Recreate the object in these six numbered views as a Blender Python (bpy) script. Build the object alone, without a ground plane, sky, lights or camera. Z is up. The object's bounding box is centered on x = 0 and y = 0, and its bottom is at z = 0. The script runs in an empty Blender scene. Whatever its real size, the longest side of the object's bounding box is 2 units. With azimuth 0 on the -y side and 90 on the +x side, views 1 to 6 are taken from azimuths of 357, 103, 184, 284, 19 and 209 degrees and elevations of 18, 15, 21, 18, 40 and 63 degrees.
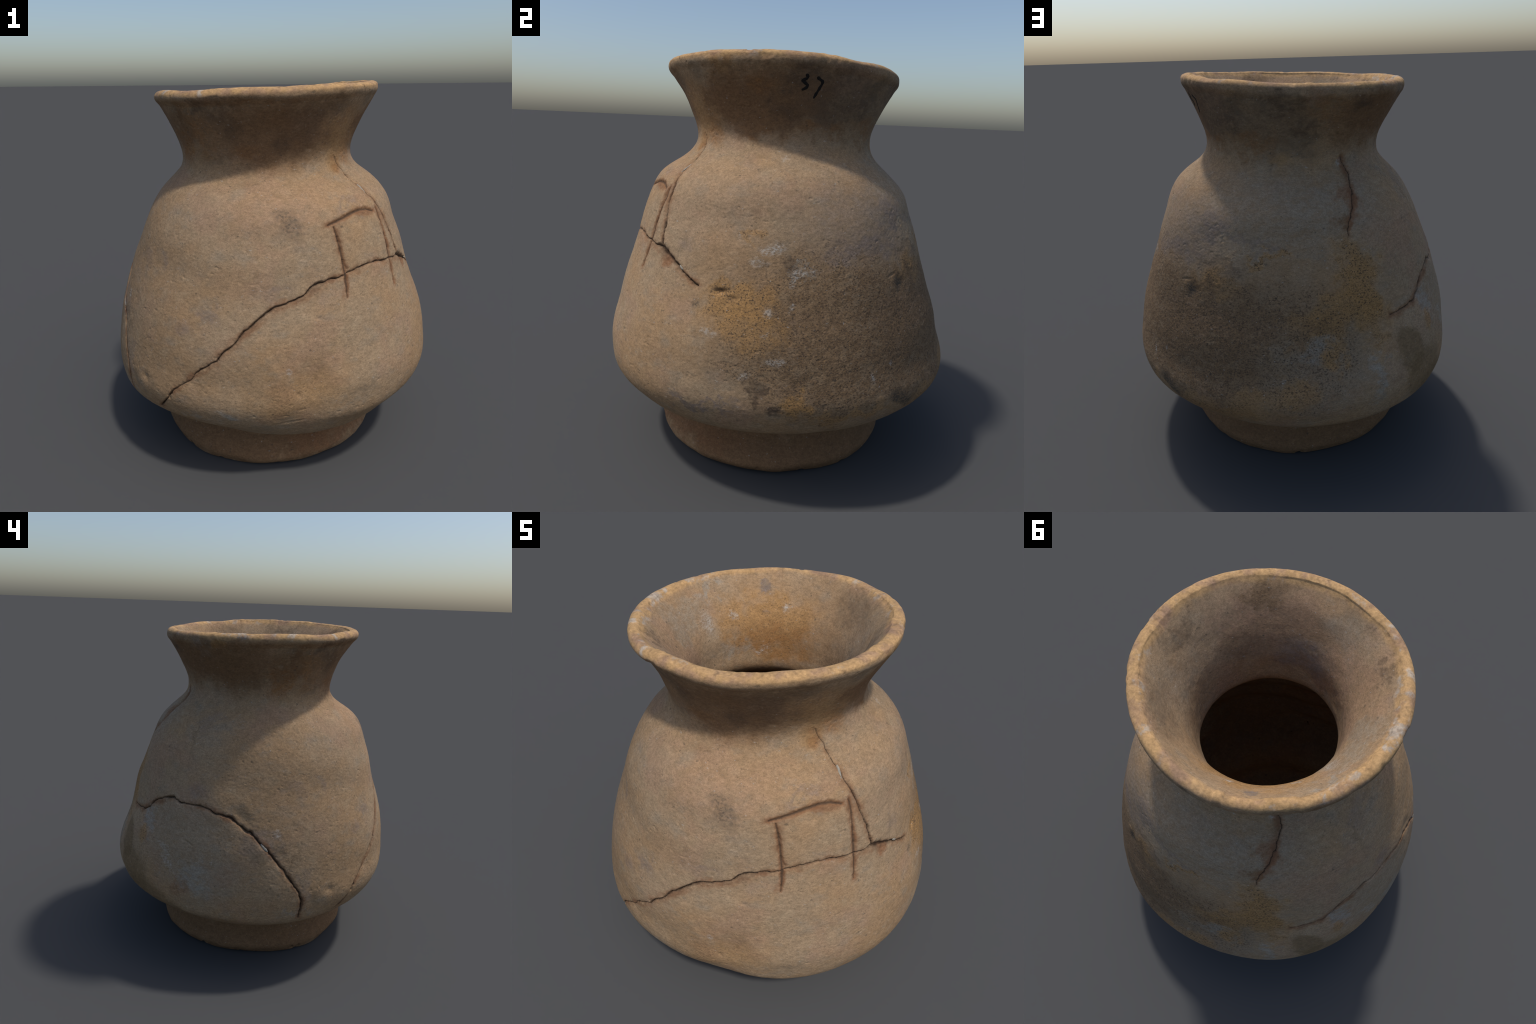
# An old hand-thrown clay jar: footed, squat pear-shaped body, waisted neck and
# wide flaring mouth, cracked and mended, with scratched lines on one side.
import bpy, math, random
import numpy as np
from mathutils import Vector

SEED = 11
rng = np.random.RandomState(SEED)
CX, CY = -0.030, -0.035            # axis of the jar (the belly hangs a little to +x)
NT = 1440                          # steps round the jar
TAU = 2 * math.pi

# ------------------------------------------------------------------ profile
# height, mean radius, then how the section leans, squashes and corners: cos, sin of 1, 2, 3, 4 times the angle
PROFILE = np.array([
    (0.00, 0.605, 0.006, 0.011, -0.007, 0.007, 0.000, -0.002, -0.005, -0.002),
    (0.06, 0.641, 0.015, 0.009, 0.004, 0.002, -0.001, 0.004, 0.001, 0.000),
    (0.12, 0.612, 0.014, 0.009, 0.003, 0.003, -0.004, 0.004, -0.001, 0.005),
    (0.17, 0.582, 0.008, 0.008, -0.001, -0.001, -0.006, 0.002, 0.000, 0.005),
    (0.205, 0.566, 0.004, 0.010, -.003, -.005, -.004, 0.001, 0.001, 0.004),
    (0.235, 0.575, 0.002, 0.006, -.004, -.006, -.006, 0.001, 0.001, 0.004),
    (0.255, 0.622, -.002, 0.004, -.004, -.008, -.009, 0.000, 0.002, 0.004),
    (0.275, 0.670, -.002, 0.006, -.003, -.009, -.009, -.002, 0.002, 0.004),
    (0.300, 0.727, -.002, 0.010, -.003, -.009, -.009, -.002, 0.002, 0.004),
    (0.335, 0.785, 0.002, 0.014, 0.000, -.009, -.009, -.007, 0.001, 0.004),
    (0.380, 0.846, 0.002, 0.020, 0.004, -.002, -.003, -.006, -.002, 0.005),
    (0.44, 0.890, 0.014, 0.020, 0.001, 0.003, -0.003, -0.005, -0.007, 0.001),
    (0.52, 0.913, 0.027, 0.021, -0.001, 0.009, -0.002, -0.007, -0.008, -0.004),
    (0.64, 0.900, 0.030, 0.010, 0.004, 0.007, -0.003, -0.007, -0.007, -0.003),
    (0.78, 0.870, 0.028, 0.001, 0.009, 0.013, -0.003, -0.003, -0.004, -0.008),
    (0.92, 0.828, 0.025, -0.002, 0.008, 0.014, -0.003, 0.000, -0.006, -0.005),
    (1.06, 0.783, 0.023, 0.003, 0.006, 0.014, -0.002, 0.003, -0.009, -0.005),
    (1.20, 0.739, 0.024, -0.001, 0.001, 0.014, -0.000, 0.003, -0.008, -0.006),
    (1.30, 0.699, 0.027, -0.002, 0.000, 0.013, -0.002, 0.003, -0.008, -0.003),
    (1.38, 0.659, 0.035, -0.006, -0.001, 0.014, -0.002, 0.002, -0.001, -0.003),
    (1.45, 0.603, 0.038, -0.010, 0.005, 0.017, -0.001, 0.003, 0.000, 0.000),
    (1.50, 0.545, 0.034, -0.005, 0.010, 0.022, 0.001, 0.001, 0.000, 0.000),
    (1.55, 0.491, 0.023, -0.001, 0.008, 0.019, 0.001, -0.001, 0.000, 0.000),
    (1.60, 0.466, 0.010, 0.002, 0.005, 0.015, 0.001, -0.002, 0.000, 0.000),
    (1.66, 0.466, 0.001, 0.001, 0.003, 0.012, 0.001, -0.002, 0.000, 0.000),
    (1.74, 0.492, -0.004, 0.004, 0.003, 0.004, -0.001, -0.001, 0.000, -0.000),
    (1.84, 0.536, -0.007, 0.005, 0.001, -0.006, -0.001, 0.001, 0.004, -0.001),
    (1.92, 0.578, -0.007, 0.002, -0.003, -0.016, -0.002, 0.003, 0.006, -0.000),
    (1.99, 0.608, -0.007, 0.002, -0.003, -0.016, -0.002, 0.003, 0.006, -0.000)])
# widest line of the mouth: radius and height round the jar
RIM_R = (0.5905, -.0010, -.0120, -.0030, -.0045)
RIM_DZ = (-.004, 0.0272, -.0080, 0.0067, 0.0022)
Z_RIM = 1.950
# inside wall, from the lip down to the floor: height, radius
INSIDE = np.array([
    (1.955, 0.530), (1.925, 0.505), (1.89, 0.478), (1.84, 0.443), (1.74, 0.384), (1.66, 0.357),
    (1.58, 0.343), (1.51, 0.338), (1.455, 0.375), (1.40, 0.500), (1.32, 0.625),
    (1.20, 0.685), (1.00, 0.745), (0.80, 0.810), (0.60, 0.850), (0.46, 0.840),
    (0.39, 0.800), (0.325, 0.705), (0.265, 0.600), (0.17, 0.536), (0.09, 0.528), (0.045, 0.505), (0.030, 0.450), (0.026, 0.250), (0.025, 0.020)])


def spline_columns(xs, table, x):
    """natural cubic spline through the rows of a table"""
    n = len(xs); h = np.diff(xs)
    A = np.zeros((n, n)); B = np.zeros((n, n)); A[0, 0] = A[-1, -1] = 1
    for i in range(1, n - 1):
        A[i, i-1], A[i, i], A[i, i+1] = h[i-1], 2*(h[i-1]+h[i]), h[i]
        B[i, i-1], B[i, i], B[i, i+1] = 6/h[i-1], -6/h[i-1]-6/h[i], 6/h[i]
    M = np.linalg.solve(A, B @ table)
    x = np.clip(x, xs[0], xs[-1])
    i = np.clip(np.searchsorted(xs, x) - 1, 0, n - 2)
    a = (xs[i+1] - x) / h[i]; b = 1 - a
    k = (h[i]**2 / 6)
    return (a[:, None]*table[i] + b[:, None]*table[i+1]
            + ((a**3-a)*k)[:, None]*M[i] + ((b**3-b)*k)[:, None]*M[i+1])


ZFINE = np.linspace(0, 1.99, 4000)
PFINE = spline_columns(PROFILE[:, 0], PROFILE[:, 1:], ZFINE)


def smooth(a, b, x):
    t = np.clip((x - a) / (b - a), 0, 1)
    return t * t * (3 - 2 * t)


def harmonics(c, th):
    return c[0] + c[1]*np.cos(th) + c[2]*np.sin(th) + c[3]*np.cos(2*th) + c[4]*np.sin(2*th)


def wall_radius(th, z):
    # the heavy underside sags lower in front and a little behind
    a = lambda deg, wide: np.exp(-(((th - math.radians(deg) + math.pi) % TAU - math.pi)/math.radians(wide))**2)
    low = smooth(.19, .235, z)*(1 - smooth(.27, .42, z))
    z = z + low*(.012*a(-82, 38) + .005*a(175, 50) + .012*a(-60, 80) - .003*a(90, 40))
    t = np.clip(z, 0, 1.99) / 1.99 * (len(ZFINE) - 1)
    i = np.minimum(t.astype(int), len(ZFINE) - 2); f = (t - i)[..., None]
    c = PFINE[i] * (1 - f) + PFINE[i + 1] * f
    r = c[..., 0].copy()
    for k in range(1, 5):
        r += c[..., 2*k-1]*np.cos(k*th) + c[..., 2*k]*np.sin(k*th)
    return r


# ------------------------------------------------------------------ noise
LATTICE = rng.rand(64, 64, 64).astype(np.float32)


def vnoise(p):
    """smooth value noise in -1..1 on an (n,3) array"""
    i = np.floor(p).astype(np.int32); f = (p - i).astype(np.float32)
    f = f*f*f*(f*(f*6-15)+10)
    i0 = i & 63; i1 = (i + 1) & 63
    def g(a, b, c): return LATTICE[a, b, c]
    x0 = g(i0[:, 0], i0[:, 1], i0[:, 2])*(1-f[:, 0]) + g(i1[:, 0], i0[:, 1], i0[:, 2])*f[:, 0]
    x1 = g(i0[:, 0], i1[:, 1], i0[:, 2])*(1-f[:, 0]) + g(i1[:, 0], i1[:, 1], i0[:, 2])*f[:, 0]
    x2 = g(i0[:, 0], i0[:, 1], i1[:, 2])*(1-f[:, 0]) + g(i1[:, 0], i0[:, 1], i1[:, 2])*f[:, 0]
    x3 = g(i0[:, 0], i1[:, 1], i1[:, 2])*(1-f[:, 0]) + g(i1[:, 0], i1[:, 1], i1[:, 2])*f[:, 0]
    y0 = x0*(1-f[:, 1]) + x1*f[:, 1]; y1 = x2*(1-f[:, 1]) + x3*f[:, 1]
    return (y0*(1-f[:, 2]) + y1*f[:, 2])*2 - 1


def fractal(p, octaves=3):
    out = 0; a = 1.0
    for k in range(octaves):
        out = out + a*vnoise(p*2**k + 17.3*k); a *= .5
    return out


# ------------------------------------------------------------------ cracks, scratches, dents
# each: (degrees round the jar, height, half-width in mm); depth in mm, roughness of the line in mm
CRACKS = [
    dict(name="long", depth=11, rough=3.0, line=[
        (-132, .428, 2.4), (-126.2, .528, 2.6), (-124.7, .568, 2.6), (-120.8, .619, 2.4), (-117.3, .663, 2.4),
        (-116.2, .692, 3), (-112.7, .730, 3), (-109.4, .765, 3.2), (-107.9, .801, 4), (-103.9, .854, 4.5),
        (-101.1, .911, 5), (-97.6, .951, 5), (-94, .991, 5), (-89.8, 1.019, 4.6), (-85.1, 1.038, 4),
        (-80.7, 1.059, 4), (-77.8, 1.094, 4.5), (-75.2, 1.106, 8), (-71.3, 1.116, 3.5), (-68, 1.117, 3.6),
        (-64.5, 1.127, 3), (-59.8, 1.140, 3.2), (-54.2, 1.153, 4.2), (-48, 1.154, 4), (-39.5, 1.144, 3.4),
        (-34.8, 1.132, 4.5), (-31.1, 1.133, 8), (-26.6, 1.107, 8.5), (-22.6, 1.080, 8), (-19.7, 1.061, 6.5),
        (-17.5, 1.044, 3.5), (-15.2, 1.027, 6), (-12.2, 1.010, 4)]),
    dict(name="neck", depth=8, rough=2.2, line=[
        (-42.8, 1.625, 1.5), (-39.4, 1.562, 1.5), (-38.5, 1.502, 1.6), (-37.6, 1.460, 2.5), (-36.2, 1.415, 3.5),
        (-35.2, 1.372, 3.5), (-34.6, 1.325, 3.6), (-33.2, 1.268, 4.2), (-32.2, 1.216, 4), (-31.8, 1.172, 4), (-31, 1.134, 5)]),
    dict(name="back", depth=5.5, rough=3.0, line=[
        (122.6, 1.600, 1.2), (123.6, 1.569, 0.9), (124.6, 1.530, 2.5), (124.3, 1.504, 3.1), (122.1, 1.467, 2.5), (120.4, 1.435, 2.2),
        (119.3, 1.407, 2.8), (116.7, 1.365, 1.9), (114.6, 1.331, 1.9), (113.5, 1.298, 2.5), (113.7, 1.275, 1.9)]),
    dict(name="side", depth=12, rough=3.4, line=[
        (126, .880, 1.2), (130, .884, 1.6), (134.5, .893, 2.4), (138.4, .900, 4), (140.8, .922, 4), (143.4, .956, 4), (146.2, .988, 4.5), (151, 1.022, 3.2),
        (156.5, 1.042, 5.5), (159, 1.033, 3.5), (162, 1.025, 3.4), (166.4, 1.026, 3.4), (171.8, 1.027, 3.6), (176, 1.011, 4.2),
        (179.9, 1.002, 4.5), (183.3, .995, 8), (185.8, .975, 7), (188.8, .950, 8), (192, .928, 8), (194.3, .896, 6.5),
        (196.6, .861, 5), (199.2, .829, 5), (201, .792, 5.5), (204, .737, 4.5), (206.1, .691, 4.5), (208.6, .638, 4.2),
        (210.7, .592, 5), (211.7, .543, 6), (211.6, .487, 5), (211.2, .425, 3.4)]),
]
SCRATCHES = [
    dict(name="top", depth=7, rough=.6, soft=1, line=[
        (-68.9, 1.356, 3), (-64.2, 1.369, 7), (-59.7, 1.382, 8.5), (-55, 1.394, 9), (-49.6, 1.401, 9.5), (-45.6, 1.397, 9), (-41.4, 1.379, 5)]),
    dict(name="left", depth=6, rough=.6, soft=1, line=[
        (-66.3, 1.345, 4), (-65.4, 1.288, 7), (-64.7, 1.216, 8), (-64.2, 1.129, 8), (-64.3, 1.072, 7), (-64.6, 1.024, 4)]),
    dict(name="right", depth=5, rough=.6, soft=1, line=[
        (-38.3, 1.385, 4), (-38.1, 1.328, 7), (-38.7, 1.235, 7), (-39.0, 1.143, 8), (-39.3, 1.080, 6), (-40, 1.018, 4)]),
]
# dents and bumps: degrees, height, half length round, half length up, depth (mm, + is inward), tilt
DENTS = [
    # the swells and hollows of an unevenly thrown and knocked pot
    (-126, .10, .30, .09, -11, 0), (-70, .13, .18, .07, 9, 0),
    (-108, .30, .12, .05, 6, 0), (-79, .65, .11, .12, 25, 0), (-82, .46, .12, .08, 14, 0),
    (25, .46, .15, .08, 6, 0), (57, 1.22, .19, .21, 17, 0), (128, .60, .42, .15, -15, 0), (103, .95, .20, .15, -16, 0),
    (142, .69, .28, .17, -9, 0), (138, .73, .16, .12, -8, 0), (112, .10, .50, .10, 9, 0), (30, .09, .20, .07, 6, 0), (140, 1.49, .27, .11, -14, 0), (150, 1.54, .22, .05, -5, 0), (125, 1.02, .30, .32, -5, 0), (181, 1.03, .14, .10, -8, 0),
    (158, .95, .14, .12, -9, 0), (-131, 1.16, .20, .10, 13, 0), (-62, 1.94, .20, .14, 11, 0), (-148, 1.93, .26, .13, -8, 0), (-130, 1.86, .22, .08, -9, 0),
    (-128, 1.58, .20, .08, 15, 0), (118.6, 1.42, .026, .13, 5, -25), (137, .80, .16, .10, -14, 0), (84, .80, .12, .08, -5, 0), (105, 1.02, .11, .08, -6, 0),
    (-90, .46, .08, .06, 5, 0), (118, .31, .35, .05, 9, 0), (178, .36, .20, .05, 7, 0),
    (146, 1.62, .15, .09, -8, 0), (-131, 1.89, .15, .08, -5, 0), (102, 1.32, .15, .10, -4, 0),
    (-4.4, 1.003, .034, .011, 12, 8), (-.5, .983, .022, .008, 6, -5),
    (-20, 1.175, .020, .060, 6, -12), (-27, 1.085, .035, .022, 10, -35),
    (188, 1.000, .075, .040, 9, -35), (203, .80, .05, .05, 5, -50), (-144, .52, .030, .05, 7, 0),
    (196, .83, .07, .05, -5, -45),
    (-137, .58, .030, .022, 7, 0),
    (51.5, 1.070, .022, .005, 6, 12), (202.8, .578, .008, .008, 6, 0), (163, .53, .008, .008, 5, 0),
    (165, .512, .006, .030, 6, 25), (168, .824, .024, .005, 5, -20), (143.9, .636, .005, .026, 4, 0),
    (-112, 1.185, .010, .004, 4, 0), (-76, .955, .014, .005, 4, 8), (-84, .60, .010, .012, 5, 0),
    (-86, .43, .045, .006, 5, 8), (200, .62, .006, .006, 5, 0), (-47, 1.16, .005, .005, 5, 0),
    (8.9, 1.105, .03, .03, 5, 0), (54.7, 1.02, .03, .035, 5, 0), (48, .545, .03, .04, 4, 0),
]


def wall_point(th, z):
    r = wall_radius(np.asarray(th, float), np.asarray(z, float))
    return np.stack([CX + r*np.cos(th), CY + r*np.sin(th), np.asarray(z, float) + 0*r], -1)


def roughen(line, amount, rs):
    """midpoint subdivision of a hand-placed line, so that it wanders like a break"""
    pts = [(math.radians(a), z, w*.001) for a, z, w in line]
    for level in range(2):
        out = []
        for a, b in zip(pts[:-1], pts[1:]):
            r = float(wall_radius(np.array(a[0]), np.array(a[1])))
            L = math.hypot((b[0]-a[0])*r, b[1]-a[1])
            out.append(a)
            if L > .012:
                k = min(amount*.001, L*.16) / (1 + level)
                out.append(((a[0]+b[0])/2 + rs.normal()*k/r, (a[1]+b[1])/2 + rs.normal()*k,
                            max(.0012, (a[2]+b[2])/2*math.exp(rs.normal()*.32))))
        out.append(pts[-1]); pts = out
    return np.array(pts)


rs = np.random.RandomState(5)
for c in CRACKS + SCRATCHES:
    c["path"] = roughen(c["line"], c["rough"], rs)


def groove(th, z, base, grooves):
    """depth of the grooves (m) and a 0..1 value of being in the heart of one"""
    n = len(th); depth = np.zeros(n); heart = np.zeros(n); near = np.full(n, 9.0)
    for c in grooves:
        P = c["path"]
        dth = (th - P[0, 0] + math.pi) % TAU - math.pi + P[0, 0]
        pad = .06
        sel = np.where((z > P[:, 1].min()-pad) & (z < P[:, 1].max()+pad) &
                       (dth > P[:, 0].min()-pad*1.6) & (dth < P[:, 0].max()+pad*1.6))[0]
        if not len(sel):
            continue
        Q = wall_point(P[:, 0], P[:, 1]); X = base[sel]
        best = np.full(len(sel), 9.0); width = np.full(len(sel), .003)
        for k in range(len(P)-1):
            a, b = Q[k], Q[k+1]; ab = b - a
            lo = np.minimum(a, b) - .05; hi = np.maximum(a, b) + .05
            m = np.where(((X > lo) & (X < hi)).all(1))[0]
            if not len(m):
                continue
            ap = X[m] - a
            t = np.clip(ap @ ab / (ab @ ab + 1e-12), 0, 1)
            d = np.linalg.norm(ap - t[:, None]*ab, axis=1)
            w = P[k, 2]*(1-t) + P[k+1, 2]*t
            better = d < best[m]
            best[m] = np.where(better, d, best[m]); width[m] = np.where(better, w, width[m])
        taper = np.clip(width/.004, .35, 1.2)
        hw = np.maximum(width*(.95 if c.get("soft") else .75), .0032)
        g = c["depth"]*.001*taper*np.exp(-(best/hw)**2) + .0015*np.exp(-(best/.012)**2)
        depth[sel] = np.maximum(depth[sel], g)
        near[sel] = np.minimum(near[sel], best)
    return depth, heart, near


def dents(th, z):
    out = np.zeros(len(th))
    for a, zc, sa, sz, mm, tilt in DENTS:
        d = (th - math.radians(a) + math.pi) % TAU - math.pi
        r = float(wall_radius(np.array(math.radians(a)), np.array(zc)))
        sel = np.where((np.abs(d)*r < 3.2*max(sa, sz)) & (np.abs(z-zc) < 3.2*max(sa, sz)))[0]
        if not len(sel):
            continue
        x = d[sel]*r; y = z[sel]-zc; ct, st = math.cos(math.radians(tilt)), math.sin(math.radians(tilt))
        u = (x*ct + y*st)/sa; v = (-x*st + y*ct)/sz
        out[sel] += mm*.001*np.exp(-(u*u+v*v))
    return out


def wall(th, z0, grooved=True):
    """a point of the outside wall, relief included; th and z0 are flat arrays"""
    lift = smooth(1.70, Z_RIM, z0)
    z = z0 + lift*harmonics(RIM_DZ, th)
    r = wall_radius(th, z)
    k = smooth(1.90, Z_RIM, z0)
    r = r*(1-k) + harmonics(RIM_R, th)*k
    slope = np.clip((wall_radius(th, z+.01) - wall_radius(th, z-.01))/.02, -2.2, 2.2)
    base = np.stack([CX + r*np.cos(th), CY + r*np.sin(th), z], -1)
    nl = np.sqrt(1 + slope**2)
    nrm = np.stack([np.cos(th)/nl, np.sin(th)/nl, -slope/nl], -1)
    if grooved:
        g, heart, near = groove(th, z, base, CRACKS + SCRATCHES)
    else:
        g = heart = near = 0
    q = base.copy()
    h = .0030*fractal(q*2.4, 2)
    h += .0008*fractal(q*np.array([11., 11., 14.]) + 5, 2)
    h += .0005*fractal(q*np.array([60., 60., 90.]) + 9, 2)
    pit = fractal(q*np.array([34., 34., 60.]) + 3, 2)
    h -= .0016*smooth(.80, 1.1, pit)
    edge = smooth(1.88, Z_RIM, z0)                               # worn, nibbled lip
    h += edge*(.0026*fractal(q*np.array([6., 6., 6.]) + 40, 2) - .005*smooth(.5, .9, fractal(q*np.array([13., 13., 10.]) + 77, 2)))
    h -= g + dents(th, z)
    if grooved:                                                  # crumbled edges of the breaks
        h -= .0035*smooth(.10, .55, fractal(q*np.array([38., 38., 38.]) + 13, 2))*np.exp(-(near/.013)**2)
    foot = 1 - smooth(.03, .10, z0)
    h += foot*(.005*fractal(q*np.array([7., 7., 7.]) + 60, 2) - .009*smooth(.5, .9, fractal(q*np.array([16., 16., 9.]) + 90, 2)))
    return base + nrm*h[:, None], nrm, heart, near


# ------------------------------------------------------------------ the rings of the grid, from the middle of the base outward and up, over the lip and down inside
def even(xs, zs, step):
    d = np.concatenate([[0], np.cumsum(np.hypot(np.diff(xs), np.diff(zs)))])
    n = max(2, int(round(d[-1]/step)))
    t = np.linspace(0, d[-1], n+1)
    return np.interp(t, d, xs), np.interp(t, d, zs)


TH = np.arange(NT)/NT*TAU
zz = np.linspace(0.006, Z_RIM, 3000)
_, ROWS_Z = even(np.interp(zz, ZFINE, PFINE[:, 0]), zz, .0036)

rings, hearts, nears, tags = [], [], [], []

def wall_rows(zs, block=40):
    for k in range(0, len(zs), block):
        part = zs[k:k+block]
        p, n, h, nr = wall(np.tile(TH, len(part)), np.repeat(part, NT))
        p = p.reshape(-1, NT, 3); h = h.reshape(-1, NT); nr = nr.reshape(-1, NT)
        for j in range(len(part)):
            yield p[j], h[j], nr[j]


# underside of the foot: a shallow hollow inside a resting ring
_first, _, _, _ = wall(TH, np.full(NT, ROWS_Z[0]))
for rr, zc in ((.02, .004), (.20, .004), (.38, .004), (.48, .004), (.53, .004), (.555, .016), (.575, .004), (.600, .0008)):
    k = rr/.622
    ring = np.stack([CX + (_first[:, 0]-CX)*k, CY + (_first[:, 1]-CY)*k, np.full(NT, zc)], -1)
    ring[:, 2] += .0008*fractal(ring*12 + 8, 2)
    rings.append(ring); hearts.append(np.zeros(NT)); nears.append(np.full(NT, 9.)); tags.append("foot")
for z0, (p, h, nr) in zip(ROWS_Z, wall_rows(ROWS_Z)):
    rings.append(p); hearts.append(h); nears.append(nr)
    tags.append("foot" if z0 < .198 else "body" if z0 < 1.575 else "neck" if z0 < 1.885 else "rim")
edge_ring = rings[-1]

# lip: a rounded band, flatter and thinner on the +x side
crest = .025 - .008*np.cos(TH) + .002*np.sin(2*TH) + .004*vnoise(np.stack([np.cos(TH)*2.5, np.sin(TH)*2.5, 0*TH], -1))
thick = .031 + .005*vnoise(np.stack([np.cos(TH)*3, np.sin(TH)*3, 0*TH+9], -1))
steps = 20
for k in range(1, steps+1):
    f = math.pi*.74*k/steps
    dr = -thick*(1-math.cos(f)); dz = crest*math.sin(f)
    ring = edge_ring.copy()
    r0 = np.hypot(ring[:, 0]-CX, ring[:, 1]-CY); k2 = (r0+dr)/r0
    ring[:, 0] = CX + (ring[:, 0]-CX)*k2; ring[:, 1] = CY + (ring[:, 1]-CY)*k2; ring[:, 2] += dz
    w = min(1, math.sin(f)*1.5)
    ring[:, 2] += w*(.0026*fractal(ring*np.array([5, 5, 5.]) + 21, 2) + .0006*fractal(ring*28 + 2, 2) - .003*smooth(.5, .9, fractal(ring*15 + 44, 2)))
    rings.append(ring); hearts.append(np.zeros(NT)); nears.append(np.full(NT, 9.)); tags.append("rim")
lip_in = rings[-1]

# inside wall
iz, ir = INSIDE[:, 0], INSIDE[:, 1]
tt = np.concatenate([[0], np.cumsum(np.hypot(np.diff(iz), np.diff(ir)))])
fine = np.linspace(0, tt[-1], 2000)
smo = spline_columns(tt, np.stack([iz, ir], -1), fine)
cut = int(np.searchsorted(-smo[:, 0], -1.40))
r1, z1 = even(smo[:cut, 1], smo[:cut, 0], .0055)
r2, z2 = even(smo[cut-1:, 1], smo[cut-1:, 0], .013)
ins_r, ins_z = np.concatenate([r1, r2[1:]]), np.concatenate([z1, z2[1:]])
lip_r = np.hypot(lip_in[:, 0]-CX, lip_in[:, 1]-CY)


def low_pass(v, keep):
    f = np.fft.rfft(v); f[keep:] = 0
    return np.fft.irfft(f, len(v))


calm_r, calm_z = low_pass(lip_r, 6), low_pass(lip_in[:, 2], 6)
for rr, zc in zip(ins_r[1:], ins_z[1:]):
    zc = float(zc)
    k = float(smooth(1.66, 1.955, np.array(zc)))
    off = float(smooth(1.42, 1.56, np.array(zc))*(1 - smooth(1.86, 1.955, np.array(zc))))
    ccx, ccy = CX + .004*off, CY + .012*off
    near_lip = float(smooth(1.885, 1.953, np.array(zc)))           # nicks of the lip die out quickly down the funnel
    edge_r = calm_r + (lip_r - calm_r)*near_lip; edge_z = calm_z + (lip_in[:, 2] - calm_z)*near_lip
    r = rr + k*(edge_r - ins_r[0]) - .006*off
    belly = float(smooth(.36, .48, np.array(zc))*(1 - smooth(1.28, 1.42, np.array(zc))))
    r = r*(1-belly) + (wall_radius(TH, np.full(NT, zc)) - dents(TH, np.full(NT, zc)) - .042)*belly
    z = zc + k*(edge_z - ins_z[0])
    ring = np.stack([ccx + r*np.cos(TH), ccy + r*np.sin(TH), z + 0*r], -1)
    h = .004*fractal(ring*3.3 + 50, 2) + .0012*fractal(ring*np.array([14, 14, 22.]) + 4, 2) + .0004*vnoise(ring*60)
    if zc < 1.45:                                               # finger ridges from throwing
        h = h + .014*np.sin(zc*36 + 1.2*np.cos(TH) + fractal(ring*2.5, 1)) * float(smooth(.28, .5, np.array(zc)))
    keep = min(1, rr/.3)
    ring[:, 0] += np.cos(TH)*h*keep; ring[:, 1] += np.sin(TH)*h*keep
    if rr < .5 and zc < .3:
        ring[:, 2] += .004*math.sin(rr*42)
    rings.append(ring); hearts.append(np.zeros(NT)); nears.append(np.full(NT, 9.))
    tags.append("interior")

G = np.array(rings); HEART = np.array(hearts); NEAR = np.array(nears)
G[:, :, 2] -= G[:, :, 2].min()
G[:, :, 2] *= np.where(G[:, :, 2] > 1.5, 1.0, 1.0)
NR = len(G)
# vertex normals of the whole skin
du = np.roll(G, -1, 1) - np.roll(G, 1, 1)
dv = np.gradient(G, axis=0)
NRM = np.cross(du, dv); NRM /= np.linalg.norm(NRM, axis=2, keepdims=True) + 1e-12
print("height", G[:, :, 2].max(), "x", G[:, :, 0].min(), G[:, :, 0].max(), "y", G[:, :, 1].min(), G[:, :, 1].max(), "verts", NR*NT)


def lin(rgb):
    return tuple(((c/255/12.92) if c/255 <= .04045 else ((c/255+.055)/1.055)**2.4) for c in rgb) + (1.0,)


TONE = {k: lin(v) for k, v in dict(
    tan=(153, 130, 103), warm=(156, 127, 95), pale=(161, 142, 115), pink=(154, 123, 99), grey=(141, 127, 108),
    mauve=(124, 109, 98), ochre=(160, 122, 76), amber=(134, 93, 54), brown=(113, 91, 68), umber=(79, 65, 53),
    soot=(72, 66, 58), lime=(172, 168, 160), bluegrey=(142, 138, 128), gold=(186, 149, 103), rust=(126, 85, 56),
    olive=(121, 99, 71), crack=(48, 34, 24), sepia=(121, 92, 65)).items()}

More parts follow.
